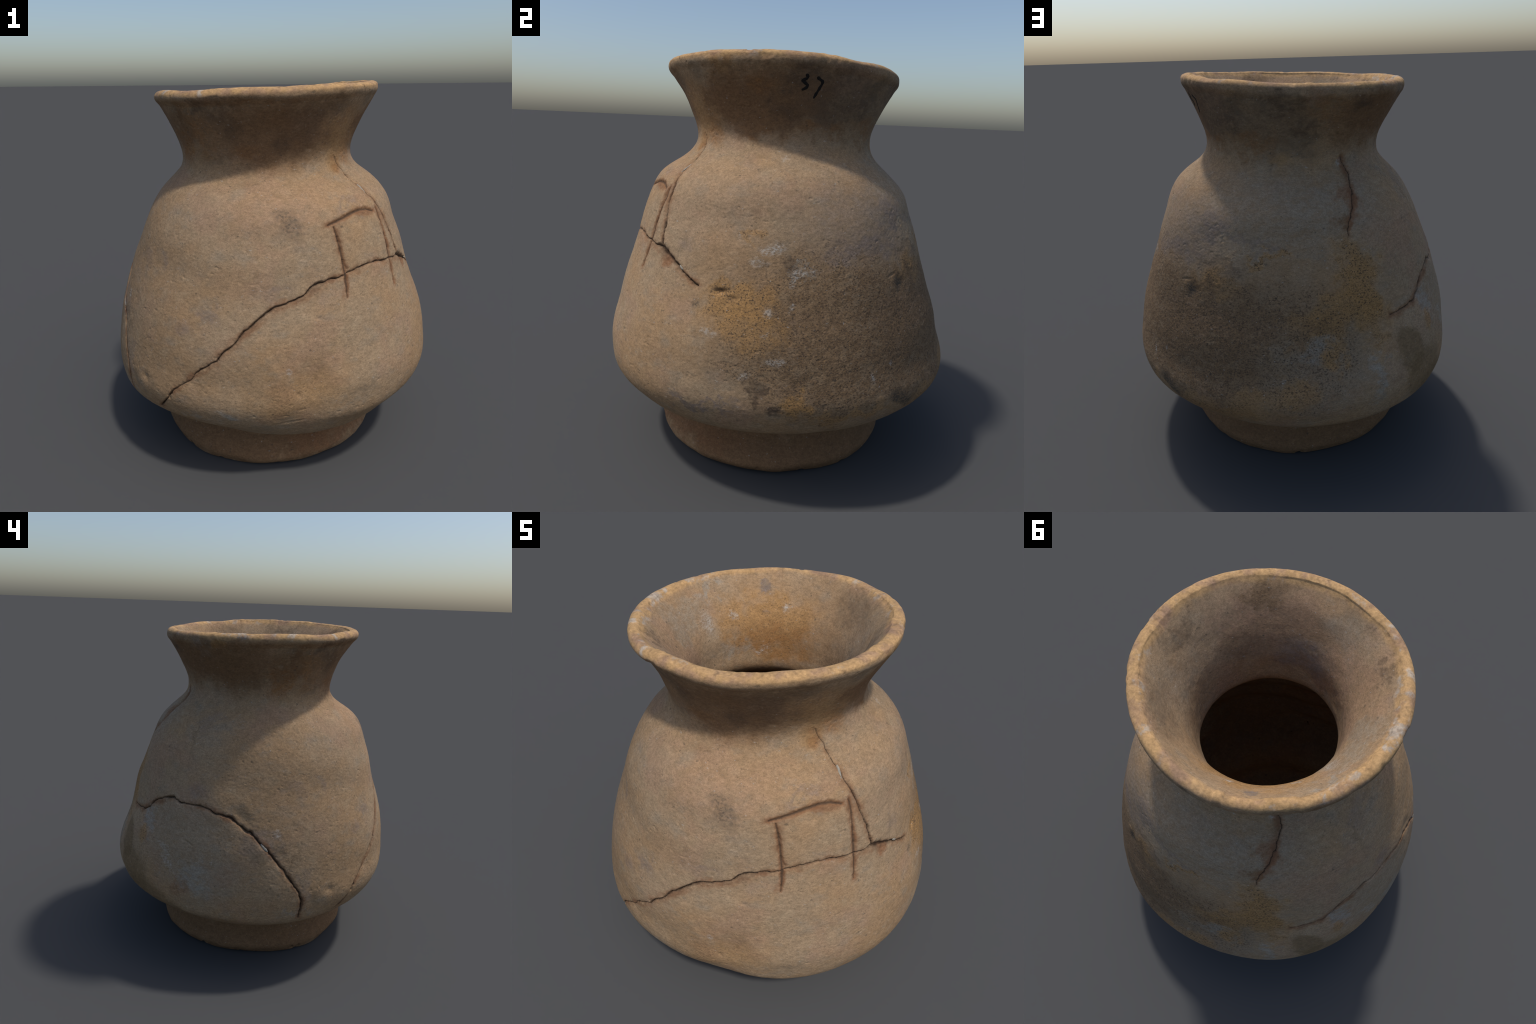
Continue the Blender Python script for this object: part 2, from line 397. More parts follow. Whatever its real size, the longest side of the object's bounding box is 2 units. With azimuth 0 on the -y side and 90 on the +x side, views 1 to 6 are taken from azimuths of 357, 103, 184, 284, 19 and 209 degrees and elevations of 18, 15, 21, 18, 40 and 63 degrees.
# patches of colour: degrees, height, half size round, half size up (m), tilt, tone, strength, softness, side
PATCHES = [
    # broad changes of the clay
    (30, .84, .50, .36, -6, "brown", .90, .45, "out"), (62, .80, .34, .36, 0, "brown", .90, .5, "out"),
    (90, .80, .34, .30, 0, "brown", .80, .6, "out"),
    (80, 1.36, .40, .20, 0, "grey", .60, .5, "out"), (112, 1.40, .26, .16, 0, "grey", .55, .5, "out"),
    (168, .80, .34, .26, -25, "grey", .55, .45, "out"), (100, .66, .30, .20, 0, "grey", .45, .5, "out"),
    (42, 1.32, .26, .16, 0, "mauve", .40, .6, "out"), (-92, 1.42, .32, .10, 4, "pink", .40, .6, "out"),
    (-85, .60, .24, .12, 0, "ochre", .30, .6, "out"), (-105, 1.10, .10, .10, 0, "warm", .5, .6, "out"),
    (-148, .98, .20, .22, 0, "warm", .25, .6, "out"), (-10, 1.32, .24, .18, 0, "pink", .20, .6, "out"),
    # ochre, gritty wedge behind, and the ochre heart of the rough side
    (1, .965, .15, .085, 12, "ochre", .75, .45, "out"), (7, .88, .13, .10, 0, "ochre", .55, .5, "out"),
    (116, 1.06, .11, .19, 8, "ochre", .75, .40, "out"), (105, .93, .20, .09, 30, "ochre", .65, .60, "out"), (120, .86, .07, .12, 0, "ochre", .5, .6, "out"),
    (103, .755, .05, .065, 0, "ochre", .65, .5, "out"), (92, .60, .09, .06, 0, "ochre", .5, .6, "out"), (80, .56, .12, .05, 0, "ochre", .4, .6, "out"),
    (84, 1.19, .11, .020, -4, "ochre", .60, .5, "out"), (5, 1.24, .055, .028, 10, "ochre", .5, .5, "out"),
    (18, .565, .085, .05, -6, "ochre", .80, .35, "out"), (34, .50, .20, .03, 0, "ochre", .45, .5, "out"),
    (70, .48, .30, .05, 0, "ochre", .35, .6, "out"), (62, 1.08, .13, .05, 0, "ochre", .45, .6, "out"),
    (132, .68, .095, .13, 18, "olive", .75, .18, "out"), (139, .53, .17, .14, -20, "olive", .62, .18, "out"), (150, .43, .24, .08, -14, "olive", .62, .25, "out"),
    (143, .78, .03, .05, 0, "ochre", .5, .4, "out"),
    # darker, smoky places
    (15.9, 1.125, .030, .032, 0, "umber", .80, .5, "out"), (54.7, 1.025, .026, .036, 10, "soot", .80, .6, "out"),
    (58, 1.06, .08, .025, -20, "umber", .5, .6, "out"), (49, .545, .035, .06, 20, "soot", .75, .5, "out"),
    (8, .60, .028, .07, 18, "umber", .75, .35, "out"), (13, .53, .035, .022, 0, "umber", .8, .3, "out"),
    (-8, .525, .17, .020, 0, "mauve", .8, .5, "out"), (40, 1.185, .20, .042, 6, "mauve", .70, .5, "out"),
    (60, 1.34, .10, .055, 0, "mauve", .65, .6, "out"), (75, 1.26, .16, .018, -14, "mauve", .5, .6, "out"),
    (63, 1.175, .14, .018, 0, "umber", .40, .7, "out"), (100, .90, .07, .03, 0, "umber", .35, .6, "out"),
    (-85, 1.375, .042, .058, -8, "soot", .55, .75, "out"), (-114, .98, .055, .045, 0, "mauve", .65, .6, "out"),
    (-122, .885, .045, .028, 0, "mauve", .55, .6, "out"), (-90, 1.085, .060, .032, 10, "mauve", .50, .7, "out"),
    (-137, 1.16, .030, .055, 20, "mauve", .50, .7, "out"), (-63, .570, .085, .028, 5, "soot", .50, .75, "out"),
    (-57, 1.42, .10, .020, 8, "mauve", .45, .6, "out"), (-60, 1.36, .10, .012, 10, "soot", .25, .8, "out"),
    (-163, .88, .12, .075, -30, "mauve", .50, .5, "out"), (167, .56, .08, .04, 10, "rust", .40, .5, "out"),
    (-148, .62, .045, .060, 0, "mauve", .45, .4, "out"), (-151, .70, .018, .14, 0, "brown", .35, .5, "out"),
    (160, 1.36, .018, .14, 4, "brown", .35, .5, "out"), (165, 1.45, .06, .06, 0, "mauve", .45, .5, "out"),
    (168, 1.10, .05, .045, 0, "mauve", .5, .6, "out"), (-150, 1.15, .06, .03, -20, "mauve", .35, .6, "out"),
    (-20, 1.178, .040, .028, 0, "mauve", .5, .6, "out"), (-12, .94, .016, .016, 0, "soot", .6, .6, "out"),
    (-4.4, 1.003, .032, .010, 8, "umber", .65, .6, "out"), (-.5, .984, .02, .008, 0, "umber", .5, .6, "out"),
    # lime bloom
    (10.7, 1.188, .050, .016, 8, "lime", 0.56, .7, "out"), (6.4, 1.136, .030, .014, 8, "lime", 0.38, .7, "out"),
    (17.5, 1.078, .012, .030, -20, "lime", 0.56, .7, "out"), (21, 1.105, .05, .007, 8, "lime", 0.45, .7, "out"),
    (10.5, .94, .020, .014, 20, "lime", 0.49, .7, "out"), (17, .955, .012, .010, 0, "lime", 0.52, .7, "out"),
    (12.7, .745, .035, .010, 10, "lime", 0.45, .7, "out"), (9.5, .845, .016, .007, 10, "lime", 0.45, .7, "out"),
    (4.8, .68, .022, .016, 15, "lime", 0.49, .7, "out"), (39.4, .655, .014, .016, 0, "lime", 0.49, .7, "out"),
    (-6.4, .845, .028, .012, -10, "lime", 0.41, .7, "out"), (-8, .78, .05, .06, 0, "grey", .4, .6, "out"),
    (-87, .724, .010, .012, 0, "lime", 0.60, .7, "out"), (-105.5, .475, .040, .017, -6, "bluegrey", 0.72, .5, "out"),
    (-108, .50, .03, .012, -10, "lime", 0.26, .7, "out"), (-116, .45, .10, .018, 0, "bluegrey", 0.30, .6, "out"),
    (121, 1.585, .022, .012, 0, "lime", 0.56, .7, "out"), (146, .86, .055, .09, 10, "bluegrey", 0.59, .4, "out"),
    (172, .62, .10, .10, 0, "bluegrey", 0.51, .5, "out"), (160, .70, .10, .03, -55, "lime", 0.34, .6, "out"),
    (-157.5, .918, .020, .022, 20, "lime", 0.41, .8, "out"), (178, .74, .008, .008, 0, "lime", 0.45, .8, "out"),
    (97, .78, .075, .055, 0, "bluegrey", 0.51, .45, "out"), (88, .80, .06, .04, 0, "grey", .5, .4, "out"),
    (118, .62, .04, .13, 0, "bluegrey", 0.51, .4, "out"), (47, .70, .010, .010, 0, "lime", 0.45, .7, "out"),
    (88, .66, .010, .008, 0, "lime", 0.52, .7, "out"), (13, 1.55, .018, .010, 0, "lime", 0.30, .8, "out"),
    (20, 1.10, .06, .008, 0, "bluegrey", 0.42, .6, "out"), (-150, .45, .10, .014, 0, "bluegrey", 0.42, .6, "out"),
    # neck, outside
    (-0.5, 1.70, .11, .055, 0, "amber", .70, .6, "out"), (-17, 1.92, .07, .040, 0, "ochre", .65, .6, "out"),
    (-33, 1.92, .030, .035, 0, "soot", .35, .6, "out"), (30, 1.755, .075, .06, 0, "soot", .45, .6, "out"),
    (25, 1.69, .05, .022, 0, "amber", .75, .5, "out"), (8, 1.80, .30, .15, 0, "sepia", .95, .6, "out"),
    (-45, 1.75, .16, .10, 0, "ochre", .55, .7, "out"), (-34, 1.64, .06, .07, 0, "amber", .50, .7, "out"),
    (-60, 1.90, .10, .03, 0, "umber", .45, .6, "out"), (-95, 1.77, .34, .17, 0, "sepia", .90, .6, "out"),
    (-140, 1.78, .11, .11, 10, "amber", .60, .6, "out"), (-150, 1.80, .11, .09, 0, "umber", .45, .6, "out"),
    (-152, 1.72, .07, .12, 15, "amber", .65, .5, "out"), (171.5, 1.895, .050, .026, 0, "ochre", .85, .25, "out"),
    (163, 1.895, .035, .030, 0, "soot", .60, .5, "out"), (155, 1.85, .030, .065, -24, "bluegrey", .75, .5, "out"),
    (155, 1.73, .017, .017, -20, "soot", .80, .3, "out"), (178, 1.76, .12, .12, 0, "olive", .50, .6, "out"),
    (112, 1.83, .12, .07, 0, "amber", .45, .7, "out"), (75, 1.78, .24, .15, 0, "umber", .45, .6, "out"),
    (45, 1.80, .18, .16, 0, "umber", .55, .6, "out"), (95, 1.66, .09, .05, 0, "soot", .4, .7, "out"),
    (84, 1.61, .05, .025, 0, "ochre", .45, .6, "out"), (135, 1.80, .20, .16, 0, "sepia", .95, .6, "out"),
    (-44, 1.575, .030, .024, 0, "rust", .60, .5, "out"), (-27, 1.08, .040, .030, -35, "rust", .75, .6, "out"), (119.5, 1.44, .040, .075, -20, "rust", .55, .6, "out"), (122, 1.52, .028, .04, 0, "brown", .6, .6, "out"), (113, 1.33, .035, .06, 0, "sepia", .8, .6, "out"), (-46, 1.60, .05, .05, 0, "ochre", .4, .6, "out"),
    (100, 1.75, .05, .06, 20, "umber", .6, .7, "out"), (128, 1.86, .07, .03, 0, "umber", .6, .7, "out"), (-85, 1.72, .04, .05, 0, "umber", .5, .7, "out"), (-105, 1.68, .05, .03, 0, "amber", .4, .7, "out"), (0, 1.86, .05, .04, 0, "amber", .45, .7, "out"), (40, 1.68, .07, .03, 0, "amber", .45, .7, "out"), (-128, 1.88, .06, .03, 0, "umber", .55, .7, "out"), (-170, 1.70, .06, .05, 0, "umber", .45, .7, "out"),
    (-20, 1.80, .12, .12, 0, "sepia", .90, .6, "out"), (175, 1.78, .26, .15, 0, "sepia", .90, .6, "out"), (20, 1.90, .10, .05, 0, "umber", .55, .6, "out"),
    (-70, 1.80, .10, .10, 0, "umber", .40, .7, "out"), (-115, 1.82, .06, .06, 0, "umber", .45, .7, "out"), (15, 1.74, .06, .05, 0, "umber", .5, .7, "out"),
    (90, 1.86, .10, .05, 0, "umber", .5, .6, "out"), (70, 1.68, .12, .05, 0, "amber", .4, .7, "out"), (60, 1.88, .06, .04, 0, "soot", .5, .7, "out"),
    # foot, its clay painted darker for the shadow below the belly
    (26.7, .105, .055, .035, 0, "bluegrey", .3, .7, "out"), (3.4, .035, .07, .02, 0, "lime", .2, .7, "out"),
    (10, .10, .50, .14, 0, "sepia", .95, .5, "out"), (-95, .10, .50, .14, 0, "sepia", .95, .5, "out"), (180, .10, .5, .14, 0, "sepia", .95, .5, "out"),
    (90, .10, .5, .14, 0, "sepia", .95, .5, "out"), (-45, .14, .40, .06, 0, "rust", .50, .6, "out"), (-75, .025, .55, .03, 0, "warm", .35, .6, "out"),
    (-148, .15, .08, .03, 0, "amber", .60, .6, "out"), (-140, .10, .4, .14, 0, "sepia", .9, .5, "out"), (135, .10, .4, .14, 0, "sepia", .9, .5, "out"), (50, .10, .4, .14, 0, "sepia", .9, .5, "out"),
    # mouth, inside; the two big pale patches lighten the cavity for bounced light
    (-60, 1.80, .40, .16, 0, "pink", .55, .6, "in"), (60, 1.80, .35, .16, 0, "warm", .5, .6, "in"), (-130, 1.75, .30, .14, 0, "pink", .5, .6, "in"), (-80, 1.80, .2, .10, 0, "brown", .5, .6, "in"), (-90, 1.64, .35, .05, 0, "rust", .35, .6, "in"), (0, .75, 1.5, .7, 0, "pale", .85, .3, "in"), (180, .75, 1.5, .7, 0, "pale", .85, .3, "in"),
    (110, 1.72, .30, .18, 0, "ochre", .75, .4, "in"), (105, 1.64, .24, .08, 0, "amber", .55, .6, "in"),
    (112, 1.885, .026, .026, 0, "mauve", .90, .2, "in"), (175, 1.83, .16, .10, 0, "grey", .65, .4, "in"),
    (147, 1.90, .09, .025, -15, "bluegrey", .55, .5, "in"), (97, 1.795, .014, .016, 0, "lime", .65, .7, "in"),
    (135, 1.775, .020, .018, 0, "lime", .55, .7, "in"), (158, 1.77, .03, .045, 0, "lime", .40, .7, "in"),
    (140, 1.62, .06, .03, 0, "bluegrey", .5, .7, "in"), (118, 1.60, .06, .015, 0, "lime", .5, .7, "in"),
    (42, 1.88, .14, .07, 0, "umber", .45, .6, "in"), (20, 1.80, .14, .10, 0, "grey", .40, .6, "in"),
    (-144, 1.895, .055, .042, 0, "umber", .55, .25, "in"), (-55, 1.905, .12, .045, 0, "brown", .80, .5, "in"),
    (-40, 1.74, .12, .07, 0, "brown", .55, .6, "in"), (-86, 1.68, .14, .08, 0, "mauve", .70, .5, "in"),
    (-110, 1.86, .12, .07, 0, "grey", .50, .5, "in"), (-5, 1.92, .10, .035, 20, "umber", .55, .6, "in"),
    (110, 1.775, .022, .012, 0, "mauve", .5, .5, "in"), (-150, 1.78, .1, .09, 0, "warm", .4, .6, "in"),
]


class Nodes:
    def __init__(self, name):
        self.mat = bpy.data.materials.new(name); self.mat.use_nodes = True
        self.t = self.mat.node_tree; self.t.nodes.clear()

    def add(self, kind, **kw):
        n = self.t.nodes.new(kind)
        for k, v in kw.items():
            setattr(n, k, v)
        return n

    def put(self, sock, v):
        if hasattr(v, "is_output"):
            self.t.links.new(v, sock)
        else:
            sock.default_value = v

    def math(self, op, a, b=0.0, clamp=False):
        n = self.add("ShaderNodeMath", operation=op, use_clamp=clamp)
        self.put(n.inputs[0], a); self.put(n.inputs[1], b); return n.outputs[0]

    def vec(self, op, a, b=(0, 0, 0)):
        n = self.add("ShaderNodeVectorMath", operation=op)
        self.put(n.inputs[0], a); self.put(n.inputs[1], b)
        return n.outputs["Value"] if op in ("LENGTH", "DOT_PRODUCT") else n.outputs[0]

    def scale(self, a, s):
        n = self.add("ShaderNodeVectorMath", operation="SCALE")
        self.put(n.inputs[0], a); self.put(n.inputs["Scale"], s); return n.outputs[0]

    def noise(self, p, scale, detail=2.0, rough=.5, out="Fac"):
        n = self.add("ShaderNodeTexNoise")
        self.put(n.inputs["Vector"], p)
        n.inputs["Scale"].default_value = scale; n.inputs["Detail"].default_value = detail
        n.inputs["Roughness"].default_value = rough
        return n.outputs[out]

    def ramp(self, v, a, b, lo=0.0, hi=1.0):
        n = self.add("ShaderNodeMapRange", interpolation_type="SMOOTHSTEP")
        self.put(n.inputs[0], v)
        for i, x in enumerate((a, b, lo, hi)):
            n.inputs[i+1].default_value = x
        return n.outputs[0]

    def mix(self, f, a, b, mode="MIX"):
        n = self.add("ShaderNodeMix", data_type="RGBA", blend_type=mode)
        n.clamp_factor = True
        self.put(n.inputs[0], f); self.put(n.inputs[6], a); self.put(n.inputs[7], b)
        return n.outputs[2]


VEC, FLO, RGB = "NodeSocketVector", "NodeSocketFloat", "NodeSocketColor"


def node_group(name, ins, outs, build):
    """a group whose inside is built by build(N, *input sockets) and returns its output sockets"""
    g = bpy.data.node_groups.new(name, "ShaderNodeTree")
    for nm, kind in ins:
        g.interface.new_socket(nm, in_out="INPUT", socket_type=kind)
    for nm, kind in outs:
        g.interface.new_socket(nm, in_out="OUTPUT", socket_type=kind)
    N = Nodes.__new__(Nodes); N.t = g
    gi = g.nodes.new("NodeGroupInput")
    res = build(N, *[gi.outputs[k] for k in range(len(ins))])
    go = g.nodes.new("NodeGroupOutput")
    for k, r in enumerate(res if isinstance(res, (tuple, list)) else (res,)):
        N.put(go.inputs[k], r)
    return g


def build_patch(N, W, at, ax, ay, az, edge0, edge1, k):
    q = N.vec("SUBTRACT", W, at)
    u = N.vec("DOT_PRODUCT", q, ax); v = N.vec("DOT_PRODUCT", q, ay); w = N.vec("DOT_PRODUCT", q, az)
    d = N.math("SQRT", N.math("ADD", N.math("ADD", N.math("MULTIPLY", u, u), N.math("MULTIPLY", v, v)), N.math("MULTIPLY", w, w)))
    n = N.add("ShaderNodeMapRange", interpolation_type="SMOOTHSTEP")
    for sock, val in zip(n.inputs, (d, edge0, edge1)):
        N.put(sock, val)
    N.put(n.inputs[4], k)
    return n.outputs[0]


def build_core(N, W, a, ab, inv, n, w, so_far):
    ap = N.vec("SUBTRACT", W, a)
    ap = N.vec("SUBTRACT", ap, N.scale(n, N.vec("DOT_PRODUCT", ap, n)))      # look along the wall's normal: depth of the groove does not count
    t = N.math("MULTIPLY", N.vec("DOT_PRODUCT", ap, ab), inv)
    t = N.math("MINIMUM", N.math("MAXIMUM", t, 0.0), 1.0)
    d = N.vec("LENGTH", N.vec("SUBTRACT", ap, N.scale(ab, t)))
    return N.math("MINIMUM", N.math("MULTIPLY", d, w), so_far)


def build_segment(N, W, a, ab, inv, so_far):
    ap = N.vec("SUBTRACT", W, a)
    t = N.math("MULTIPLY", N.vec("DOT_PRODUCT", ap, ab), inv)
    t = N.math("MINIMUM", N.math("MAXIMUM", t, 0.0), 1.0)
    d = N.vec("LENGTH", N.vec("SUBTRACT", ap, N.scale(ab, t)))
    return N.math("MINIMUM", d, so_far)


PATCH = node_group("patch_mask", [("W", VEC), ("At", VEC), ("Ax", VEC), ("Ay", VEC), ("Az", VEC), ("Edge0", FLO), ("Edge1", FLO), ("K", FLO)], [("Mask", FLO)], build_patch)
CORE = node_group("crack_line", [("W", VEC), ("A", VEC), ("AB", VEC), ("Inv", FLO), ("N", VEC), ("Per width", FLO), ("So far", FLO)], [("Nearest", FLO)], build_core)
SEGMENT = node_group("segment_distance", [("W", VEC), ("A", VEC), ("AB", VEC), ("Inv", FLO), ("So far", FLO)], [("Nearest", FLO)], build_segment)


def use(N, group, *values):
    n = N.add("ShaderNodeGroup", node_tree=group)
    for sock, v in zip(n.inputs, values):
        N.put(sock, v)
    return n.outputs[0] if len(n.outputs) == 1 else list(n.outputs)[:len(group.interface.items_tree) - len(values)]


def inside_radius(z):
    return float(np.interp(z, INSIDE[::-1, 0], INSIDE[::-1, 1]))


def build_ground(N, P):
    """the clay itself, and the noises that the other blocks share"""
    flat = N.add("ShaderNodeMapping"); N.put(flat.inputs["Vector"], P)
    flat.inputs["Scale"].default_value = (1, 1, 1.6)             # grain lies along the turning direction
    L = flat.outputs[0]
    half = (.5, .5, .5)
    w1 = N.vec("SUBTRACT", N.noise(P, 9, 3, .6, "Color"), half)
    w2 = N.vec("SUBTRACT", N.noise(L, 55, 2, .6, "Color"), half)
    w3 = N.vec("SUBTRACT", N.noise(P, 22, 3, .65, "Color"), half)
    WS = N.vec("ADD", N.vec("ADD", P, N.scale(w1, .08)), N.scale(w2, .030))
    W = N.vec("ADD", N.vec("ADD", WS, N.scale(w1, .18)), N.scale(w3, .10))
    big = N.noise(P, 2.3, 3, .6)
    mid = N.noise(L, 7.5, 4, .62)
    mid2 = N.noise(L, 24, 4, .65)
    fine = N.noise(L, 70, 3, .7)
    grit = N.noise(L, 190, 2, .6)
    round_ = N.add("ShaderNodeMapping"); N.put(round_.inputs["Vector"], P); round_.inputs["Scale"].default_value = (1, 1, 1.35)
    sp = N.noise(round_.outputs[0], 118, 3, .6)
    sp2 = N.noise(L, 38, 2, .55)
    fleck = N.noise(L, 60, 2, .5)
    col = N.mix(N.ramp(big, .36, .64), TONE["tan"], TONE["warm"])
    col = N.mix(N.math("MULTIPLY", N.ramp(mid, .50, .72), .55), col, TONE["grey"])
    col = N.mix(N.math("MULTIPLY", N.ramp(mid, .46, .28), .35), col, TONE["pale"])
    col = N.mix(N.math("MULTIPLY", N.ramp(N.noise(P, 3.7, 3, .6), .50, .68), .48), col, TONE["pink"])
    return col, W, WS, mid, mid2, fine, grit, sp, sp2, fleck


def build_finish(N, col, rough, mid, mid2, fine, grit, sp, sp2, fleck):
    """speckle: sparse everywhere, dense where the skin is rough and ochre; then fine mottling"""
    dense = N.math("MULTIPLY", N.ramp(rough, .12, .60), N.ramp(sp2, .35, .6, .45, 1.0))
    col = N.mix(N.math("MULTIPLY", N.ramp(sp, .50, .62), N.math("MULTIPLY", dense, .85)), col, TONE["umber"])
    col = N.mix(N.math("MULTIPLY", N.ramp(sp, .44, .34), N.math("MULTIPLY", dense, .30)), col, TONE["ochre"])
    col = N.mix(N.math("MULTIPLY", N.ramp(sp, .62, .70), .42), col, TONE["umber"])
    col = N.mix(N.math("MULTIPLY", N.ramp(sp2, .685, .75), .50), col, TONE["soot"])
    col = N.mix(N.math("MULTIPLY", N.ramp(fleck, .70, .75), .40), col, TONE["lime"])
    v = N.math("MULTIPLY", N.ramp(fine, .28, .72, .83, 1.14), N.ramp(grit, .28, .72, .86, 1.11))
    v = N.math("MULTIPLY", v, N.ramp(mid2, .28, .72, .89, 1.10))
    g = N.add("ShaderNodeCombineColor")
    for i in range(3):
        N.put(g.inputs[i], v)
    return N.mix(1.0, col, g.outputs[0], "MULTIPLY")


def build_lip(N, col, P, mid, mid2, fine, sp2):
    """rubbed, golden crest of the mouth"""
    sep = N.add("ShaderNodeSeparateXYZ"); N.put(sep.inputs[0], P)
    tilt = N.math("ADD", N.math("MULTIPLY", sep.outputs[0], -.043), sep.outputs[2])
    top = N.ramp(N.math("ADD", tilt, N.math("MULTIPLY", N.math("SUBTRACT", mid, .5), .05)), 1.938, 1.962)
    lipc = N.mix(N.ramp(N.noise(P, 8, 3, .6), .42, .66), TONE["gold"], TONE["pink"])
    lipc = N.mix(N.math("MULTIPLY", N.ramp(N.noise(P, 10, 4, .65), .56, .68), .65), lipc, TONE["lime"])
    lipc = N.mix(N.math("MULTIPLY", N.ramp(sp2, .56, .70), .35), lipc, TONE["brown"])
    v = N.math("MULTIPLY", N.ramp(fine, .25, .75, .80, 1.18), N.ramp(mid2, .28, .72, .86, 1.14))
    g = N.add("ShaderNodeCombineColor")
    for i in range(3):
        N.put(g.inputs[i], v)
    lipc = N.mix(1.0, lipc, g.outputs[0], "MULTIPLY")
    return N.mix(N.math("MULTIPLY", top, .85), col, lipc)


GROUND = node_group("clay_ground", [("P", VEC)], [("Color", RGB), ("W", VEC), ("WS", VEC), ("Mid", FLO), ("Mid2", FLO), ("Fine", FLO), ("Grit", FLO), ("Sp", FLO), ("Sp2", FLO), ("Fleck", FLO)], build_ground)
FINISH = node_group("clay_finish", [("Color", RGB), ("Rough", FLO), ("Mid", FLO), ("Mid2", FLO), ("Fine", FLO), ("Grit", FLO), ("Sp", FLO), ("Sp2", FLO), ("Fleck", FLO)], [("Color", RGB)], build_finish)
LIPCOL = node_group("lip_rub", [("Color", RGB), ("P", VEC), ("Mid", FLO), ("Mid2", FLO), ("Fine", FLO), ("Sp2", FLO)], [("Color", RGB)], build_lip)


def apart(angle, sector):
    return abs((angle - sector[0] + 180) % 360 - 180) - sector[1]


def patch_blocks(zlo, zhi, sides, sector, size=7):
    """the patches that reach a region, in small groups"""
    picked = []
    for p in PATCHES:
        a, z, sa, sz, tilt, tone, k, soft, side = p
        reach = max(sa, sz)*(1+soft) + .09
        if side not in sides or z - reach > zhi or z + reach < zlo:
            continue
        if sector and math.radians(max(0, apart(a, sector)))*float(wall_radius(np.array(0.), np.array(z))) > reach:
            continue
        picked.append((p, reach))
    out = []
    for i in range(0, len(picked), size):
        def build(N, col, W, WS, mid2, fine, rough, part=picked[i:i+size]):
            for (a, z, sa, sz, tilt, tone, k, soft, side), reach in part:
                th = math.radians(a)
                r = float(wall_radius(np.array(th), np.array(z))) if side == "out" else inside_radius(z)
                deep = max(.10, .8*max(sa, sz)) if side == "out" else .09
                ct, st = math.cos(math.radians(tilt)), math.sin(math.radians(tilt))
                tx, ty = -math.sin(th), math.cos(th)
                f = use(N, PATCH, W if max(sa, sz) > .05 and tone != "olive" else WS, (CX + r*math.cos(th), CY + r*math.sin(th), z),
                        (tx*ct/sa, ty*ct/sa, st/sa), (-tx*st/sz, -ty*st/sz, ct/sz), (math.cos(th)/deep, math.sin(th)/deep, 0),
                        1+soft, max(.05, 1-soft), k)
                if tone in ("mauve", "umber", "brown", "grey", "bluegrey", "pink", "amber"):
                    f = N.math("MULTIPLY", f, N.ramp(mid2, .34, .62, .45, 1.15))
                if tone in ("lime", "soot"):
                    f = N.math("MULTIPLY", f, N.ramp(fine, .40, .60, .15, 1.25))
                col = N.mix(f, col, TONE[tone])
                if tone in ("brown", "ochre") and reach > .14 and (side == "in" or .3 < z < 1.4):
                    rough = N.math("MAXIMUM", rough, f if side == "out" else N.math("MULTIPLY", f, .45))
            return col, rough
        out.append(node_group("stain_patches", [("Color", RGB), ("W", VEC), ("WS", VEC), ("Mid2", FLO), ("Fine", FLO), ("Rough", FLO)], [("Color", RGB), ("Rough", FLO)], build))
    return out


def chain(pieces, group, size=8):
    """nearest of many line pieces, in small groups: returns builders taking (N, P, so far)"""
    out = []
    for i in range(0, len(pieces), size):
        def build(N, P, far, part=pieces[i:i+size]):
            for consts in part:
                far = use(N, group, P, *consts, far)
            return far
        out.append(node_group("crack_stretch", [("P", VEC), ("So far", FLO)], [("Nearest", FLO)], build))
    return out


def crack_groups(zlo, zhi, sector):
    stain, hard, soft = [], [], []
    for c in CRACKS + SCRATCHES:
        keep = c["line"][::3] + ([c["line"][-1]] if (len(c["line"])-1) % 3 else [])
        ang = np.radians([p[0] for p in keep]); zs = np.array([p[1] for p in keep])
        pts, _, _, _ = wall(ang, zs, False)
        for k in range(len(keep)-1):
            a, b = pts[k], pts[k+1]; ab = b - a
            if max(a[2], b[2]) < zlo - .06 or min(a[2], b[2]) > zhi + .06 or apart((keep[k][0]+keep[k+1][0])/2, sector) > 10:
                continue
            stain.append((tuple(a), tuple(ab), 1/float(ab @ ab)))
        path = c["path"]
        if c.get("soft"):
            path = path[::2] if len(path) % 2 else np.concatenate([path[::2], path[-1:]])
        pts, nrms, _, _ = wall(path[:, 0], path[:, 1], False)
        for k in range(len(path)-1):
            a, b = pts[k], pts[k+1]; ab = b - a
            if max(a[2], b[2]) < zlo - .01 or min(a[2], b[2]) > zhi + .01 or apart(math.degrees((path[k, 0]+path[k+1, 0])/2), sector) > 3:
                continue
            n = nrms[k] + nrms[k+1]; n /= np.linalg.norm(n)
            half = (path[k, 2]+path[k+1, 2])/2*(.95 if c.get("soft") else .50)
            (soft if c.get("soft") else hard).append((tuple(a), tuple(ab), 1/float(ab @ ab + 1e-9), tuple(n), 1/max(.0011, half)))
    return chain(stain, SEGMENT), chain(hard, CORE), chain(soft, CORE)


